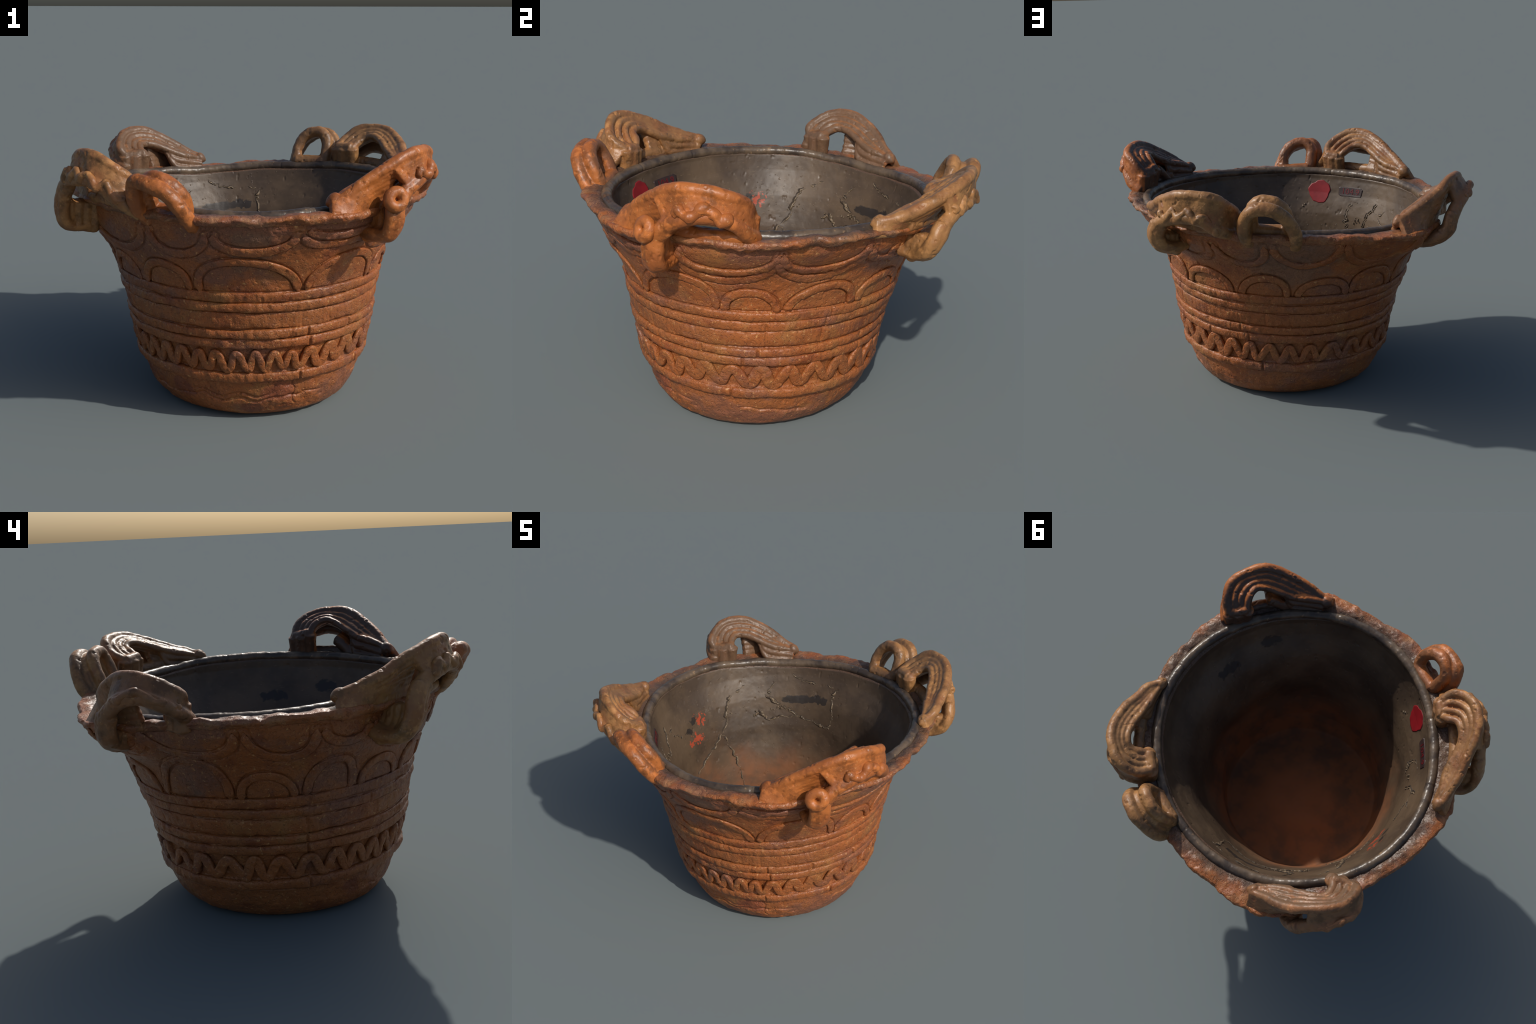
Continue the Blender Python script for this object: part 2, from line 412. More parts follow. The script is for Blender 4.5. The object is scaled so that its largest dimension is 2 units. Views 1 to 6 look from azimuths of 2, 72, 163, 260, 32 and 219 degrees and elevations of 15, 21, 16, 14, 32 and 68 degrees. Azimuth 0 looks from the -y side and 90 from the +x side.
# standing arches on the top band, hanging swags under the lip
ARCH = [(317, 342, .885), (343, 383, .934), (383, 417, .931), (57, 79, .869), (79.5, 109, .874), (110, 138, .85), (140, 163.5, .845),
        (165, 189.5, .817), (189.5, 213.5, .85), (214.5, 244.5, .93), (245.5, 268, .845), (269, 290.5, .907), (292, 315, .855)]
SWAG = [(292, 327, .885), (328, 350, .914), (350, 377, .941), (377.5, 405, .965), (43, 76.5, .896), (74, 106, .892), (105, 124, .95), (114, 136, .909),
        (136, 156.5, .892), (157, 182, .884), (182, 208, .871), (206, 224, .92), (222, 251.3, .91), (252, 274.5, .897), (274.7, 292, .955)]
STRIPS = []
for i, (a0, a1, ztop) in enumerate(ARCH):
    u = np.linspace(0, np.pi, 90); hw = .0215
    mid = (.03, -.07, .05, -.04, .08, -.02, .06)[i % 7] * (a1 - a0)
    az = (a0 + a1) / 2 - ((a1 - a0) / 2 - 1.6) * np.cos(u) + mid * np.sin(u)
    z0 = level(az, .712)
    STRIPS.append(("arch_band", az, z0 + (ztop - hw - z0) * np.sin(u) ** .82, hw, .0098, 200 + i))
for i, (a0, a1, zb) in enumerate(SWAG):
    u = np.linspace(0, np.pi, 90); hw = .0225; zt = 1.05
    az = (a0 + a1) / 2 - ((a1 - a0) / 2 - 1.2) * np.cos(u)
    STRIPS.append(("swag_band", az, zt + (zb + hw - zt) * np.sin(u) ** .85, hw, .0088, 300 + i))
    if i in (3, 4, 5):      # doubled swags
        az2 = (a0 + a1) / 2 - ((a1 - a0) / 2 - 2.0) * np.cos(u)
        STRIPS.append(("swag_band", az2, zt + .03 + (zb + hw + .052 - zt - .03) * np.sin(u) ** .85, hw * .9, .0105, 340 + i))
GROOVES = (.720, .6645, .609, .517, .464, .4075, .212)

def relief_outer(P, az, z):
    zl = z - .025 * np.cos((az - 30) * D2R)
    d = .004 * fbm(P, 6, 2, 11) + .0022 * fbm(P, 24, 3, 21)
    d = d - .0105 * smooth(zl, .262, .285) * (1 - smooth(zl, .398, .412))            # sunk field behind the wavy coil
    d = d - .005 * (1 - smooth(zl, .195, .215)) * smooth(zl, .0, .05) 
    for g in GROOVES:
        d = d - .007 * np.exp(-((zl - g) / .0045) ** 2)
    low = 1 - smooth(zl, .20, .24)
    d = d + low * (.0035 * fbm(P, 14, 3, 33))
    # torn scar lines near the foot
    n = fbm(P, 5, 3, 41)
    for z0, a0, a1 in ((.105, 300, 402), (.13, 330, 375), (.12, 60, 100)):
        m = smooth(np.mod(az - a0 + 720, 360), 0, 8) * (1 - smooth(np.mod(az - a0 + 720, 360), a1 - a0 - 8, a1 - a0))
        d = d - m * .009 * np.exp(-((zl - z0 - .035 * n) / .006) ** 2)
    m = np.exp(-(((np.mod(az - 24 + 180, 360) - 180) / 5.0) ** 2 + ((zl - .185) / .028) ** 2))
    d = d - .022 * m * (1 + .6 * fbm(P, 20, 2, 5))
    # upright hairline breaks
    for a0, z0, z1 in ((24, .05, .62), (74, .50, .64), (271, .20, .70), (98, .35, .70), (140, .38, .62)):
        da = np.mod(az - a0 - 2.2 * fbm(P, 12, 2, 51) + 180, 360) - 180
        d = d - .006 * np.exp(-(da / .35) ** 2) * smooth(zl, z0, z0 + .02) * (1 - smooth(zl, z1 - .02, z1))
    pits = smooth(fbm(P, 45, 2, 61), .75, 1.1)
    return d - .004 * pits

def strip_groove(az, z):
    """scored line along both edges of every applied strip"""
    d = np.zeros_like(az)
    if z.max() < .66: return d
    for _, sa, sz, hw, _, _ in STRIPS:
        k = np.nonzero(np.mod(az - sa[0] + 2.5, 360) < (sa[-1] - sa[0]) + 5)[0]
        da = np.mod(az[k][:, None] - sa[None] + 180, 360) - 180
        dist = np.sqrt((da * D2R * .80) ** 2 + (z[k][:, None] - sz[None]) ** 2).min(1)
        d[k] = np.maximum(d[k], .0085 * np.exp(-((dist - hw - .001) / .0045) ** 2))
    return d

rows, region = [], []
def add_row(P, k): rows.append(P); region.append(k)
# underside and wall
for k in np.linspace(0.02, 1, 14)[:-1]:
    p = outer(AZ, np.full(NA, 0.0)); c = np.array([.028, -.0698, 0.0])
    q = c + (p - c) * k; q[:, 2] = .012 * (1 - k) ** .5 * 0 + .004 * (1 - k)
    add_row(q, 0)
Z_TOP = 1.078
for z in np.linspace(0, Z_TOP, 340):
    zz = z + rim_dz(AZ) * smooth(z, .78, Z_TOP)
    P = outer(AZ, zz)
    a = AZ * D2R; N = np.stack([np.sin(a), -np.cos(a), 0 * a], -1)
    d = relief_outer(P, AZ, zz) * smooth(z, 0, .03) - strip_groove(AZ, zz)
    add_row(P + N * d[:, None], 0)
# rough lip: rolls out from the wall to a ragged edge, then in to the rim coil
lipr = cyc(AZ, LIP_R) - .008
base = rows[-1].copy()
a = AZ * D2R; RAD = np.stack([np.sin(a), -np.cos(a), 0 * a], -1)
rbase = np.hypot(base[:, 0] - CX, base[:, 1] - CY)
dz = rim_dz(AZ)
rin = .856 + rim_dr(AZ)
prof = [(0.0, 0.0)]
L_N = 44
for i in range(1, L_N + 1):
    t = i / L_N
    if t < .32:
        u = t / .32; r = rbase + (lipr - rbase) * (u ** .8); z = Z_TOP + .014 * u ** 2
    elif t < .50:
        u = (t - .32) / .18; r = lipr + .010 * np.sin(u * np.pi); z = Z_TOP + .014 + .032 * u
    else:
        u = (t - .50) / .50; r = lipr + (rin - lipr) * u; z = Z_TOP + .046 - .014 * u + .008 * np.sin(u * np.pi)
    P = polar(AZ, r, 0); P[:, 2] = z + dz
    w = np.sin(min(1, t / .9) * np.pi) ** .6 if t < .9 else 0.0
    w = smooth(t, 0, .2) * (1 - smooth(t, .8, 1.0))
    n = .012 * fbm(P, 9, 2, 71) + .0055 * fbm(P, 26, 3, 77)
    P = P + RAD * (n * w)[:, None]; P[:, 2] += w * (.008 * fbm(P, 11, 2, 81) + .0035 * fbm(P, 30, 2, 83))
    add_row(P, 1)
# inner wall
for z in np.linspace(1.09, .118, 170):
    zz = z + rim_dz(AZ) * smooth(z, .7, 1.09)
    P = inner(AZ, zz)
    d = .0025 * fbm(P, 5, 2, 91) + .0008 * fbm(P, 30, 2, 95) - .003 * smooth(fbm(P, 40, 2, 97), .8, 1.1)
    add_row(P - RAD * d[:, None], 2)
fl = rows[-1]; cf = np.array([.02, -.06, .10])
for k in np.linspace(1, .01, 40)[1:]:
    q = cf + (fl - cf) * k; q[:, 2] = .162 - .048 * smooth(k, .35, .93) + .002 * fbm(q, 8, 3, 99)
    add_row(q, 2)
A = np.array(rows); region = np.array(region)
nr = len(A)
AV = A.reshape(-1, 3)
AF = grid_faces(nr, NA, wrap_cols=True)
face_row = np.repeat(np.arange(nr - 1), NA)
whole = mesh_from("whole", AV, AF)
VN = np.empty(len(AV) * 3, np.float32); whole.vertices.foreach_get("normal", VN); VN = VN.reshape(-1, 3)
cuts = {"outer_wall": (0, M_OUT), "rim_lip": (1, M_LIP), "inner_wall": (2, M_IN)}
first = {k: int(np.argmax(region == k)) for k in (0, 1, 2)}
bounds = {0: (0, first[1]), 1: (first[1], first[2]), 2: (first[2], nr - 1)}
for nm, (k, mat) in cuts.items():
    r0, r1 = bounds[k]
    sel = AF[r0 * NA:(r1) * NA]
    ids = np.unique(sel); mp = np.full(len(AV), -1); mp[ids] = np.arange(len(ids))
    me = mesh_from(nm, AV[ids], mp[sel])
    me.normals_split_custom_set_from_vertices([tuple(v) for v in VN[ids].tolist()])
    add_object(nm, me, mat)
bpy.data.meshes.remove(whole)

# close the pin holes at the centre of the floor and the underside
def disc(name, ring, mat, flip):
    c = ring.mean(0); n = len(ring)
    V = np.vstack([ring, c]); j = np.arange(n); F = np.stack([j, (j + 1) % n, np.full(n, n)], -1)
    me = mesh_from(name, V, F[:, ::-1] if flip else F)
    return me
o1 = add_object("foot_centre", disc("foot_centre", A[0], M_OUT, True), M_OUT)
o2 = add_object("floor_centre", disc("floor_centre", A[-1], M_IN, False), M_IN)

# ------------------------------------------------------------------ rim coil
t = AZ
crest = polar(AZ, .842 + rim_dr(AZ), 0); crest[:, 2] = 1.108 + rim_dz(AZ) + .0022 * fbm(crest, 9, 2, 101)
V, F = tube(crest, .0285 + .0025 * fbm(crest, 10, 2, 103), 18, 1.0, np.array([0, 0, 1.0]), closed=True)
nn = .0018 * fbm(V, 34, 3, 107)
cc = np.repeat(crest, 18, 0); dv = V - cc
V = V + dv / np.linalg.norm(dv, axis=1, keepdims=True) * nn[:, None]
# joints where the coil was pieced
for a0 in (21, 170, 247, 318, 95, 288):
    az = np.repeat(AZ, 18); da = np.mod(az - a0 + 180, 360) - 180
    V = V - dv * (.10 * np.exp(-(da / .45) ** 2))[:, None]
add_object("rim_coil", mesh_from("rim_coil", V, F), M_COIL)

# ------------------------------------------------------------------ applied bands on the wall
def band(name, az, z, half_w, height, mat=None, closed=False, power=2.6, seg=16, rough=.0026, seed=0, taper=0.0):
    az = np.asarray(az, float); z = np.asarray(z, float)
    p, N = outer_frame(az, z, None)
    if closed: T = np.roll(p, -1, 0) - np.roll(p, 1, 0)
    else: T = np.gradient(p, axis=0)
    T /= np.linalg.norm(T, axis=1, keepdims=True); B = np.cross(N, T); B /= np.linalg.norm(B, axis=1, keepdims=True)
    n = len(p)
    ph = np.linspace(0, 2 * np.pi, seg, endpoint=False)
    cx = np.sign(np.cos(ph)) * np.abs(np.cos(ph)) ** (2 / power); sy = np.sign(np.sin(ph)) * np.abs(np.sin(ph)) ** (2 / power)
    sy = np.where(sy < 0, sy * 1.0, sy)
    w = half_w * (1 + .12 * fbm(p, 12, 2, seed)); h = height * np.clip(1 + .22 * fbm(p, 14, 2, seed + 3) + .25 * fbm(p, 4, 2, seed + 31), .3, 1.5)
    if taper and not closed:
        s = np.linspace(0, 1, n); e = smooth(s, 0, taper) * (1 - smooth(s, 1 - taper, 1)); w = w * (.35 + .65 * e); h = h * (.3 + .7 * e)
    V = p[:, None] + cx[None, :, None] * w[:, None, None] * B[:, None] + sy[None, :, None] * h[:, None, None] * N[:, None]
    nz = rough * fbm(V.reshape(-1, 3), 40, 3, seed + 5).reshape(n, seg) + .0018 * fbm(V.reshape(-1, 3), 12, 2, seed + 9).reshape(n, seg)
    nz = nz - .004 * smooth(fbm(V.reshape(-1, 3), 34, 2, seed + 13).reshape(n, seg), .65, .95)
    V = V + N[:, None] * nz[..., None]
    F = grid_faces(n, seg, wrap_cols=True, wrap_rows=closed)
    V = V.reshape(-1, 3)
    if not closed:
        c0 = len(V); V = np.vstack([V, p[0] - T[0] * half_w * .3, p[-1] + T[-1] * half_w * .3])
        j = np.arange(seg); j2 = (j + 1) % seg
        F = np.vstack([F, np.stack([np.full(seg, c0), j2, j, j], -1), np.stack([np.full(seg, c0 + 1), (n - 1) * seg + j, (n - 1) * seg + j2, (n - 1) * seg + j2], -1)])
        V, F = fan_fix(V, F)
    me = mesh_from(name, V, F)
    return add_object(name, me, mat or M_BAND)

RZ = AZ
def ring(z0, hw, h, seed, notch=()):
    p = polar(AZ, .7, z0)
    zz = level(AZ, z0) + .006 * fbm(p, 2.6, 2, seed + 40)
    hh = np.full(NA, h)
    for a0 in notch:
        da = np.mod(AZ - a0 + 180, 360) - 180; hh = hh * (1 - .75 * np.exp(-(da / .5) ** 2))
    return band("coil_band", AZ, zz, hw, hh, closed=True, seed=seed)
ring(.692, .0265, .013, 1, (272, 100))
ring(.637, .0255, .015, 2, (74, 98, 300))
ring(.563, .0430, .009, 3, (24, 74, 271, 97, 152))
ring(.491, .0245, .016, 4, (27, 48, 71, 139, 271))
ring(.435, .0260, .015, 5, (28, 65, 120, 143, 271))
ring(.243, .0300, .018, 6, (25, 272, 60, 150))

# wavy coil: low tips round the pot, high tips half-way between
LOW = [1.7, 9.3, 16.8, 24, 33.9, 44, 54.8, 67.2, 78.1, 90.1, 103, 116, 127.3, 138.5, 147.4, 158.8, 168.8, 179.4, 192, 204, 216.5, 229.2, 242.6, 252.8, 265.7,
       277.8, 289.4, 299.8, 308.5, 317.5, 327, 336.5, 344.5, 353.3]
rng = np.random.default_rng(7)
ctrl = []
for i, a0 in enumerate(LOW):
    a1 = LOW[(i + 1) % len(LOW)] + (360 if i == len(LOW) - 1 else 0); w = a1 - a0
    ctrl += [(a0 - .12 * w + rng.uniform(-.3, .3), .306 + rng.uniform(-.008, .008)), (a0 + .12 * w + rng.uniform(-.3, .3), .303 + rng.uniform(-.008, .008)),
             (a0 + .38 * w + rng.uniform(-.5, .5), .372 + rng.uniform(-.010, .006)), (a0 + .62 * w + rng.uniform(-.4, .4), .376 + rng.uniform(-.009, .006))]
ctrl.append((ctrl[0][0] + 360, ctrl[0][1])); ctrl.append((ctrl[1][0] + 360, ctrl[1][1]))
q = spline(ctrl[:-1], 2600)[:-1]
band("wavy_coil_band", q[:, 0], level(q[:, 0], q[:, 1] + .004 * cyc(q[:, 0], [(15, 0), (45, 1), (120, 1), (150, 0)])), .0190 + .0095 * cyc(q[:, 0], [(15, 0), (45, 1), (120, 1), (150, .3), (200, .2), (230, .8), (270, .6), (310, .2)]), .0140, power=3.6, closed=True, seed=20, rough=.0032)

# standing arches on the top band, hanging swags under the lip
for nm, az, zz, hw, hh, sd in STRIPS:
    band(nm, az, zz, hw, hh, power=3.4, seed=sd, taper=.04)

# ------------------------------------------------------------------ handles
def PP(c): 
    c = np.array(c, float); return polar(c[:, 0], c[:, 1], c[:, 2])

def lip_line(az):
    az = np.asarray(az, float)
    return polar(az, cyc(az, LIP_R) - .038, 0) + np.stack([0 * az, 0 * az, 1.135 + rim_dz(az) - .032], -1)

def make_handle(outer_c, inner_c, bracket_c, mat, seed, web=.60, web_b=.52, wave_t=(.08, .60), wave_n=5,
                wave_amp=.024, wave_r=.022, eyelet=None, knee_r=.042, rb=.036, wave_lift=.02, knee_fill=.68, sill=True, strand_f=(0, .33, .64, 1), strand_r=(.0225, .0185, .0195, .029)):
    n = 80
    O = PP(spline(outer_c, n)); I = PP(spline(inner_c, n)); nb = 100; Bk = PP(spline(bracket_c, nb))
    e = (.55 * smooth(np.linspace(0, 1, n), .80, 1.0))[:, None]; M = (O + I) / 2; O = O + (M - O) * e; I = I + (M - I) * e      # the tail tapers
    T = frames((O + I) / 2); up = np.cross(T, O - I); up /= np.linalg.norm(up, axis=1, keepdims=True)
    if up[n // 2][2] < 0: up = -up            # side of the strap that shows its ridges (up and inwards)
    parts = []
    for f, r in zip(strand_f, strand_r):
        parts.append(tube(I * (1 - f) + O * f, r * (1 - .3 * smooth(np.linspace(0, 1, n), .85, 1.0))))
    for f0, f1 in zip(strand_f[:-1], strand_f[1:]):
        for g in (.33, .67):
            f = f0 + (f1 - f0) * g
            parts.append(tube(I * (1 - f) + O * f - up * .026, .0175))
    te = (O[-1] + I[-1]) / 2; td = T[-1]          # rounded tongue at the tail
    parts.append(tube(np.linspace(te - td * .03, te + td * .035, 10), np.array([.030, .034, .036, .036, .035, .033, .030, .025, .019, .010])))
    # terminal at the strap's head: a roll across the strand ends on a thick post
    parts.append(tube(np.linspace(I[0], O[0], 12), .034))
    top = (I[0] + O[0]) / 2; ta = math.degrees(math.atan2(top[0] - CX, -(top[1] - CY))); low = lip_line(np.array([ta]))[0]
    low = low + (top - low) * np.array([.55, .55, 0]); low[2] -= .02
    parts.append(tube(np.linspace(low, top, 12), np.linspace(.056, .048, 12)))
    for f in (0, 1):
        e = I[0] * (1 - f) + O[0] * f; g = low + (e - top) * .8
        parts.append(tube(np.linspace(g, e, 10), .042))
    # sill of clay along the rim under the strap
    sa = np.linspace(outer_c[0][0], bracket_c[-2][0] - 6, 24); sl = polar(sa, .925, 0); sl[:, 2] = 1.135 + rim_dz(sa) - .004
    if sill: parts.append(tube(sl, .034))
    # bracket: ribbon that drops to the knee and turns back into the wall
    s = np.linspace(0, 1, nb)
    parts.append(tube(Bk, rb + (knee_r - rb) * smooth(s, .45, .7)))
    # clay filling between the strap's outer edge and the bracket, then down to the lip along the tail
    m = 40
    def pick(P, t): return np.stack([np.interp(t * (len(P) - 1), np.arange(len(P)), P[:, i]) for i in range(3)], 1)
    Ow = pick(O, np.linspace(.0, web, m)); Bw = pick(Bk, np.linspace(.0, web_b, m))
    for f in np.linspace(.12, .88, 7):
        parts.append(tube(Ow * (1 - f) + Bw * f, .025))
    oc = np.array(outer_c, float); bc = np.array(bracket_c, float)
    az_o = spline(outer_c, n)[:, 0]
    t1 = np.linspace(web - .05, 1, m)
    Ot = pick(O, t1); Lt = lip_line(np.interp(t1, np.linspace(0, 1, n), az_o))
    for f in np.linspace(0, 1, 9):
        parts.append(tube(Ot * (1 - f) + Lt * f, .026))
    ti = np.linspace(web + .02, 1, m)
    It = pick(I, ti); Ct = polar(np.interp(ti, np.linspace(0, 1, n), spline(inner_c, n)[:, 0]), .885, 0); Ct[:, 2] = Lt[:, 2] - .015
    grow = smooth(np.linspace(0, 1, m), 0, .35)
    for f in (.35, .7):
        ff = f * grow[:, None]
        parts.append(tube(It * (1 - ff) + Ct * ff, .008 + .014 * grow))
    # knee: clay widened sideways
    kk = Bk[int(.56 * nb):]; rv = kk - np.array([CX, CY, 0]); tv = np.stack([-rv[:, 1], rv[:, 0], 0 * rv[:, 0]], 1); tv /= np.linalg.norm(tv, axis=1, keepdims=True)
    for off in (-1, 1):
        parts.append(tube(kk + tv * off * .026, .033))
    c = Bk[int(knee_fill * nb):]; ax = np.array([CX, CY]); w = c.copy()
    w[:, :2] = ax + (c[:, :2] - ax) * (.90 / np.linalg.norm(c[:, :2] - ax, axis=1))[:, None]
    w[:, 2] -= .022
    for f in (.25, .5, .75, 1):
        parts.append(tube(c * (1 - f) + w * f, .034))
    me = fused("handle", parts, voxel=.005, iterations=2, seed=seed, lumps=.003, rough=.0018)
    ob = add_object("handle", me, mat)
    # wavy coil pressed on the outside of the bracket
    w0, w1 = wave_t
    u = np.linspace(0, 1, 180)
    C = pick(Bk, w0 + (w1 - w0) * u)
    rv = C - np.array([CX, CY, 0]); rv[:, 2] = 0; rv /= np.linalg.norm(rv, axis=1, keepdims=True)
    upv = np.array([0, 0, 1.0])
    ph = u * wave_n + seed * .13 + .012 * np.sin(u * 23)
    wv = (2 * np.abs(2 * (ph - np.floor(ph + .5))) - 1) * wave_amp * (1 + .35 * np.sin(u * 17 + seed))
    out = rv * .85 + upv * .2; out /= np.linalg.norm(out, axis=1, keepdims=True)
    side = upv - out * np.sum(out * upv, 1, keepdims=True); side /= np.linalg.norm(side, axis=1, keepdims=True)
    C = C + out * rb * .72 + side * (wv + wave_lift)[:, None]
    wm = fused("wavy_coil", [tube(C, wave_r * (1 + .15 * np.sin(u * 31 + seed)))], voxel=.005, seed=seed + 50, iterations=3)
    add_object("wavy_coil", wm, mat, ob)
    if eyelet is not None:
        c, axis, R, r = eyelet
        c = np.array(c, float); ax = np.array(axis, float); ax /= np.linalg.norm(ax)
        e1 = np.cross(ax, [0, 0, 1.0]); e1 /= np.linalg.norm(e1); e2 = np.cross(ax, e1)
        aa = np.linspace(0, 2 * np.pi, 48, endpoint=False)
        V, F = tube(c + R * (np.cos(aa)[:, None] * e1 + np.sin(aa)[:, None] * e2), r, 14, closed=True)
        em = fused("eyelet", [(V, F)], voxel=.005, seed=seed + 70, iterations=2)
        add_object("eyelet", em, mat, ob)
    return ob

# facing the sun side (azimuth 25-67)
make_handle([(66.4, .882, 1.262), (65.3, .947, 1.338), (61.5, 1.005, 1.382), (56.2, 1.02, 1.406), (49.9, 1.03, 1.404), (44.5, 1.01, 1.375), (39, .985, 1.328), (34, .962, 1.273), (29.7, .95, 1.222), (24.7, .945, 1.18)],
            [(59.5, .845, 1.285), (57.9, .885, 1.338), (54.3, .925, 1.363), (50.5, .929, 1.342), (46.1, .915, 1.308), (41.3, .895, 1.275), (35.6, .892, 1.253), (29, .895, 1.225)],
            [(67.5, .90, 1.165), (65.8, .96, 1.205), (63.4, .997, 1.255), (58.9, 1.028, 1.293), (54.2, 1.05, 1.297), (49.8, 1.054, 1.268), (45.9, 1.045, 1.228), (42.8, 1.04, 1.17), (42.3, 1.045, 1.10), (41.8, 1.02, 1.04), (41, .95, 1.025), (41, .86, 1.04)],
            M_HA, 5, wave_t=(.20, .46), wave_n=2.0, wave_r=.027, wave_lift=.016, knee_fill=.45, eyelet=(polar(41.3, 1.068, 1.21), (.35, -.9, .25), .036, .029))
# azimuth 104-145
make_handle([(144.7, .865, 1.225), (145, .945, 1.262), (142.3, 1.02, 1.322), (136.5, 1.05, 1.342), (131, 1.052, 1.336), (125.3, 1.03, 1.304), (119.8, .997, 1.268), (114.4, .955, 1.229), (108.5, .928, 1.206), (103.6, .88, 1.188)],
            [(137.6, .86, 1.232), (137.4, .90, 1.256), (136.2, .955, 1.282), (133, .97, 1.303), (127.6, .95, 1.284), (123.2, .922, 1.255), (119.5, .905, 1.233), (114.5, .88, 1.212), (108, .868, 1.185)],
            [(145, .92, 1.12), (142.5, 1.0, 1.155), (138, 1.052, 1.213), (133.4, 1.052, 1.222), (128.5, 1.046, 1.204), (124.3, 1.043, 1.185), (121.6, 1.036, 1.15), (120, 1.032, 1.10), (119.4, 1.0, 1.038), (120.3, .93, 1.006), (120.5, .85, 1.01)],
            M_HB, 15, wave_t=(.10, .50), wave_n=3.6, wave_lift=.016)
# azimuth 203-238
make_handle([(237.5, .955, 1.19), (238, .985, 1.232), (235.5, 1.028, 1.272), (231.5, 1.064, 1.308), (226, 1.066, 1.32), (221.2, 1.055, 1.30), (217.5, 1.045, 1.265), (213.7, 1.022, 1.225), (209, .99, 1.178), (203, .975, 1.13)],
            [(231.4, .89, 1.20), (230.5, .943, 1.222), (227.6, .985, 1.245), (223.2, .972, 1.235), (219.1, .947, 1.207), (214.8, .922, 1.174), (210, .91, 1.148), (204.4, .905, 1.12)],
            [(239, .93, 1.11), (238, 1.0, 1.155), (235.5, 1.075, 1.205), (231.7, 1.115, 1.24), (227, 1.128, 1.23), (222.9, 1.12, 1.185), (219.9, 1.105, 1.12), (219, 1.092, 1.055), (217, 1.05, 1.012), (216, .98, .985), (215.6, .89, .985)],
            M_HD, 25, sill=False, wave_t=(.08, .46), wave_n=2.0, wave_amp=.012, wave_lift=.012, knee_r=.043, web=.52)
# azimuth 279-323
make_handle([(321.5, .86, 1.245), (322.6, .93, 1.295), (319.5, .985, 1.347), (314.4, 1.018, 1.388), (307.7, 1.022, 1.38), (302.7, 1.003, 1.347), (298, .98, 1.316), (293.2, .963, 1.268), (287, .942, 1.228), (279.5, .925, 1.19)],
            [(315.8, .85, 1.235), (313.5, .875, 1.275), (311.4, .92, 1.301), (307.9, .938, 1.312), (303.8, .938, 1.292), (299.4, .917, 1.258), (294.5, .892, 1.228), (288.8, .885, 1.202), (282, .89, 1.18)],
            [(328, .93, 1.12), (324, .985, 1.178), (319.8, 1.03, 1.243), (315, 1.055, 1.278), (310.3, 1.056, 1.268), (306.4, 1.06, 1.26), (302.3, 1.053, 1.225), (299.1, 1.064, 1.16), (297.5, 1.068, 1.066), (295.8, 1.03, .996), (295, .94, .988), (294.5, .86, 1.01)],
            M_HE, 35, knee_fill=.66, wave_t=(.06, .50), wave_n=4.4, wave_lift=.016, knee_r=.043)

# two small loops, each of two coils side by side
def make_loop(inner_c, outer_c, mat, seed, r=.038):
    a = PP(spline(inner_c, 60)); b = PP(spline(outer_c, 60))
    parts = [tube(a, r), tube(b, r), tube((a * .5 + b * .5) - np.array([0, 0, .012]), r * .6)]
    li = np.linspace(a[0], a[-1], 20)          # sill that closes the ring over the rim
    parts.append(tube(li + np.array([0, 0, .030]), .042))
    me = fused("handle_loop", parts, voxel=.0055, iterations=2, seed=seed)
    return add_object("handle_loop", me, mat)
make_loop([(163.6, .87, 1.09), (164, .90, 1.19), (162, .93, 1.258), (158, .94, 1.298), (154, .935, 1.292), (152, .92, 1.24), (151.6, .89, 1.17), (152, .87, 1.10)],
          [(166, .895, 1.05), (166, .97, 1.11), (164, 1.015, 1.205), (160.6, 1.035, 1.266), (156.7, 1.038, 1.286), (153.2, 1.033, 1.268), (150.8, 1.01, 1.21), (150, .97, 1.14), (150.4, .89, 1.07)], M_HB, 45)
make_loop([(342.4, .89, 1.10), (342.8, .925, 1.21), (340.6, .955, 1.27), (336.8, .968, 1.306), (333, .96, 1.308), (330.6, .943, 1.262), (330.4, .91, 1.195), (331, .88, 1.11)],
          [(345, .90, 1.08), (344.6, .965, 1.135), (341.4, 1.015, 1.235), (337.4, 1.028, 1.280), (333.2, 1.026, 1.300), (330.2, 1.013, 1.296), (328.7, .99, 1.24), (328.2, .96, 1.16), (329, .89, 1.09)], M_HF, 55)

# ------------------------------------------------------------------ things on the inner wall
def wall_patch(name, az0, z0, outline, mat, lift=.0022, parent=ROOT):
    """thin sheet following the inner wall; outline(u) gives (metres along, metres up) for angle u"""
    rr, ss = 14, 96
    u = np.linspace(0, 2 * np.pi, ss, endpoint=False); ox, oz = outline(u)
    f = np.linspace(.02, 1, rr)[:, None]
    x = f * ox; y = f * oz
    rad = np.interp(z0, ZI, RI)
    P = inner(az0 + x / rad / D2R, z0 + y); C = np.array([CX, CY, 0])
    d = P - C; d[..., 2] = 0; d /= np.linalg.norm(d, axis=-1, keepdims=True)
    P1 = P - d * lift; P2 = P + d * .004
    V = np.concatenate([P1.reshape(-1, 3), P2[-1]]); F = grid_faces(rr, ss, wrap_cols=True)
    j = np.arange(ss); j2 = (j + 1) % ss; b = (rr - 1) * ss; e = rr * ss
    F = np.vstack([F, np.stack([b + j, b + j2, e + j2, e + j], -1)])
    me = mesh_from(name, V, F)
    return add_object(name, me, mat, parent)

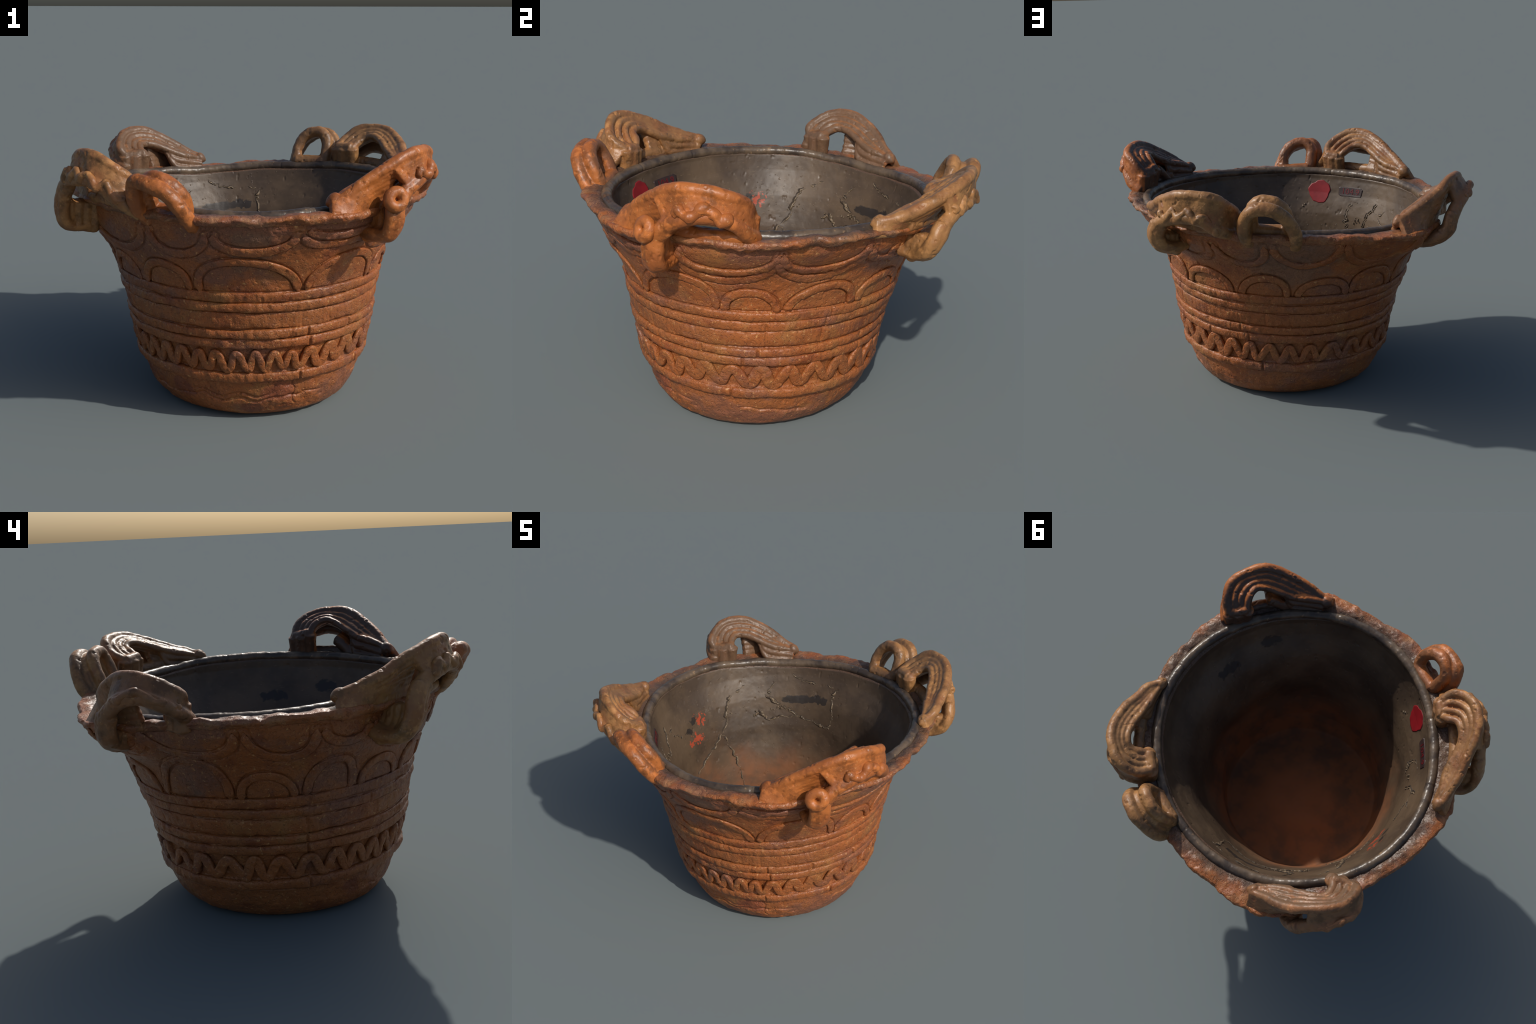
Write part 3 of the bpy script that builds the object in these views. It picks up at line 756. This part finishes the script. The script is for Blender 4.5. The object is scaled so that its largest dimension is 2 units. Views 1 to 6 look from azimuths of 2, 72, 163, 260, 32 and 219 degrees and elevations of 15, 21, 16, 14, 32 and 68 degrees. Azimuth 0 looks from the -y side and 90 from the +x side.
def blob(u):
    r = .075 * (1 + .05 * np.sin(3 * u + 1) + .04 * np.sin(5 * u) + .02 * np.sin(11 * u))
    return r * np.cos(u) * 1.08, r * np.sin(u) * 1.0
wall_patch("red_sticker", 323.7, 1.005, blob, M_RED, .0042)
def oblong(u):
    c, s_ = np.cos(u), np.sin(u); p = .28
    x = np.sign(c) * np.abs(c) ** p * .098; y = np.sign(s_) * np.abs(s_) ** p * .030
    return x * (1 + .02 * np.sin(7 * u)), y * (1 + .06 * np.sin(4 * u))
lab = wall_patch("number_label", 305.8, 1.018, oblong, M_LABEL, .0042)
cu = bpy.data.curves.new("number_text", 'FONT'); cu.body = "104.9"; cu.size = .055; cu.align_x = 'CENTER'; cu.align_y = 'CENTER'; cu.extrude = .0004; cu.resolution_u = 3
to = bpy.data.objects.new("number_tmp", cu); bpy.context.scene.collection.objects.link(to)
tm = bpy.data.meshes.new_from_object(to.evaluated_get(bpy.context.evaluated_depsgraph_get()))
bpy.data.objects.remove(to)
co = np.empty(len(tm.vertices) * 3, np.float32); tm.vertices.foreach_get("co", co); co = co.reshape(-1, 3).astype(float)
rad = np.interp(1.018, ZI, RI)
P = inner(305.8 - (co[:, 0] * 1.25) / rad / D2R, 1.018 + co[:, 1])
d = P - np.array([CX, CY, 0]); d[:, 2] = 0; d /= np.linalg.norm(d, axis=1, keepdims=True)
P = P - d * (.0056 + co[:, 2] * 1.0)[:, None]
tm.vertices.foreach_set("co", P.astype(np.float32).ravel()); tm.update(); tm.name = "number_writing"
add_object("number_writing", tm, M_INK, lab)

# mended cracks: raised, crumbly seams of paste along the break lines (azimuth, height)
CRACKS = [[(236.4, .916), (238, .86), (240.5, .80), (242, .74), (245.5, .685)],
          [(245.5, .685), (250, .63), (255, .60), (262, .55), (270, .50)],
          [(245.5, .685), (242, .60), (238, .50), (236, .42), (234, .33), (232, .25)],
          [(216, .88), (213, .84), (209, .80), (204, .77), (200, .735)], [(217, .875), (214.5, .845), (212, .815)],
          [(200, .735), (194, .72), (186, .705), (180, .70), (178, .74), (179, .80), (180.8, .90), (177, .95)],
          [(200, .735), (209, .73), (216, .715), (219, .75), (221, .78)],
          [(212, .95), (215, .92), (216, .88)], [(203, 1.0), (200, .975), (196, .96), (191, .955)], [(186, .96), (181, .945)],
          [(300, .955), (304, .93), (306, .88), (305, .82), (303, .76)], [(287, .97), (289, .92), (292, .87), (293, .80)], [(289, .92), (285, .90), (281, .93)],
          [(283, .88), (278, .84), (275, .80)], [(228, .95), (231, .93), (233, .915)]]
parts, gaps = [], []
rng = np.random.default_rng(11)
for ci, c in enumerate(CRACKS):
    n = 26 * (len(c) - 1)
    s = spline(c, n)
    s[:, 0] += .9 * fbm(np.stack([np.linspace(0, n / 26, n), np.full(n, ci * 3.1), np.zeros(n)], 1), 4, 3, 5)
    s[:, 1] += .007 * fbm(np.stack([np.linspace(0, n / 26, n), np.full(n, ci * 3.1), np.ones(n)], 1), 4, 3, 9)
    P = inner(s[:, 0], s[:, 1])
    rad = .0042 * (1 + 1.0 * fbm(P, 34, 2, ci)); rad = np.clip(rad, .0008, .010)
    e = np.linspace(0, 1, n); rad = rad * (.3 + .7 * smooth(e, 0, .1) * (1 - smooth(e, .9, 1)))
    parts.append(tube(P, rad, 7))
    G = inner(s[:, 0] + .55 * np.sign(fbm(P, 5, 1, ci + 60)).mean() + .45, s[:, 1] + .004)
    gaps.append(tube(G, rad * .85, 7))
for az0, z0, k in ((331, .90, 6), (298, .84, 7), (210, .80, 8), (222, .76, 9), (239, .80, 6)):
    for _ in range(k):      # crumbs of mortar
        p = inner(az0 + rng.normal() * 2.2, z0 + rng.normal() * .012); q = p + rng.normal(size=3) * .006
        parts.append(tube(np.linspace(p, q, 4), rng.uniform(.003, .006), 7))
V, F = join_parts(parts)
so = add_object("mended_crack", mesh_from("mended_crack", V, F), M_SEAM); so["kind"] = "stuff"
V, F = join_parts(gaps)
so = add_object("open_crack", mesh_from("open_crack", V, F), mat_plain("crack_dark_brown", (.045, .030, .019), .7, .6)); so["kind"] = "stuff"
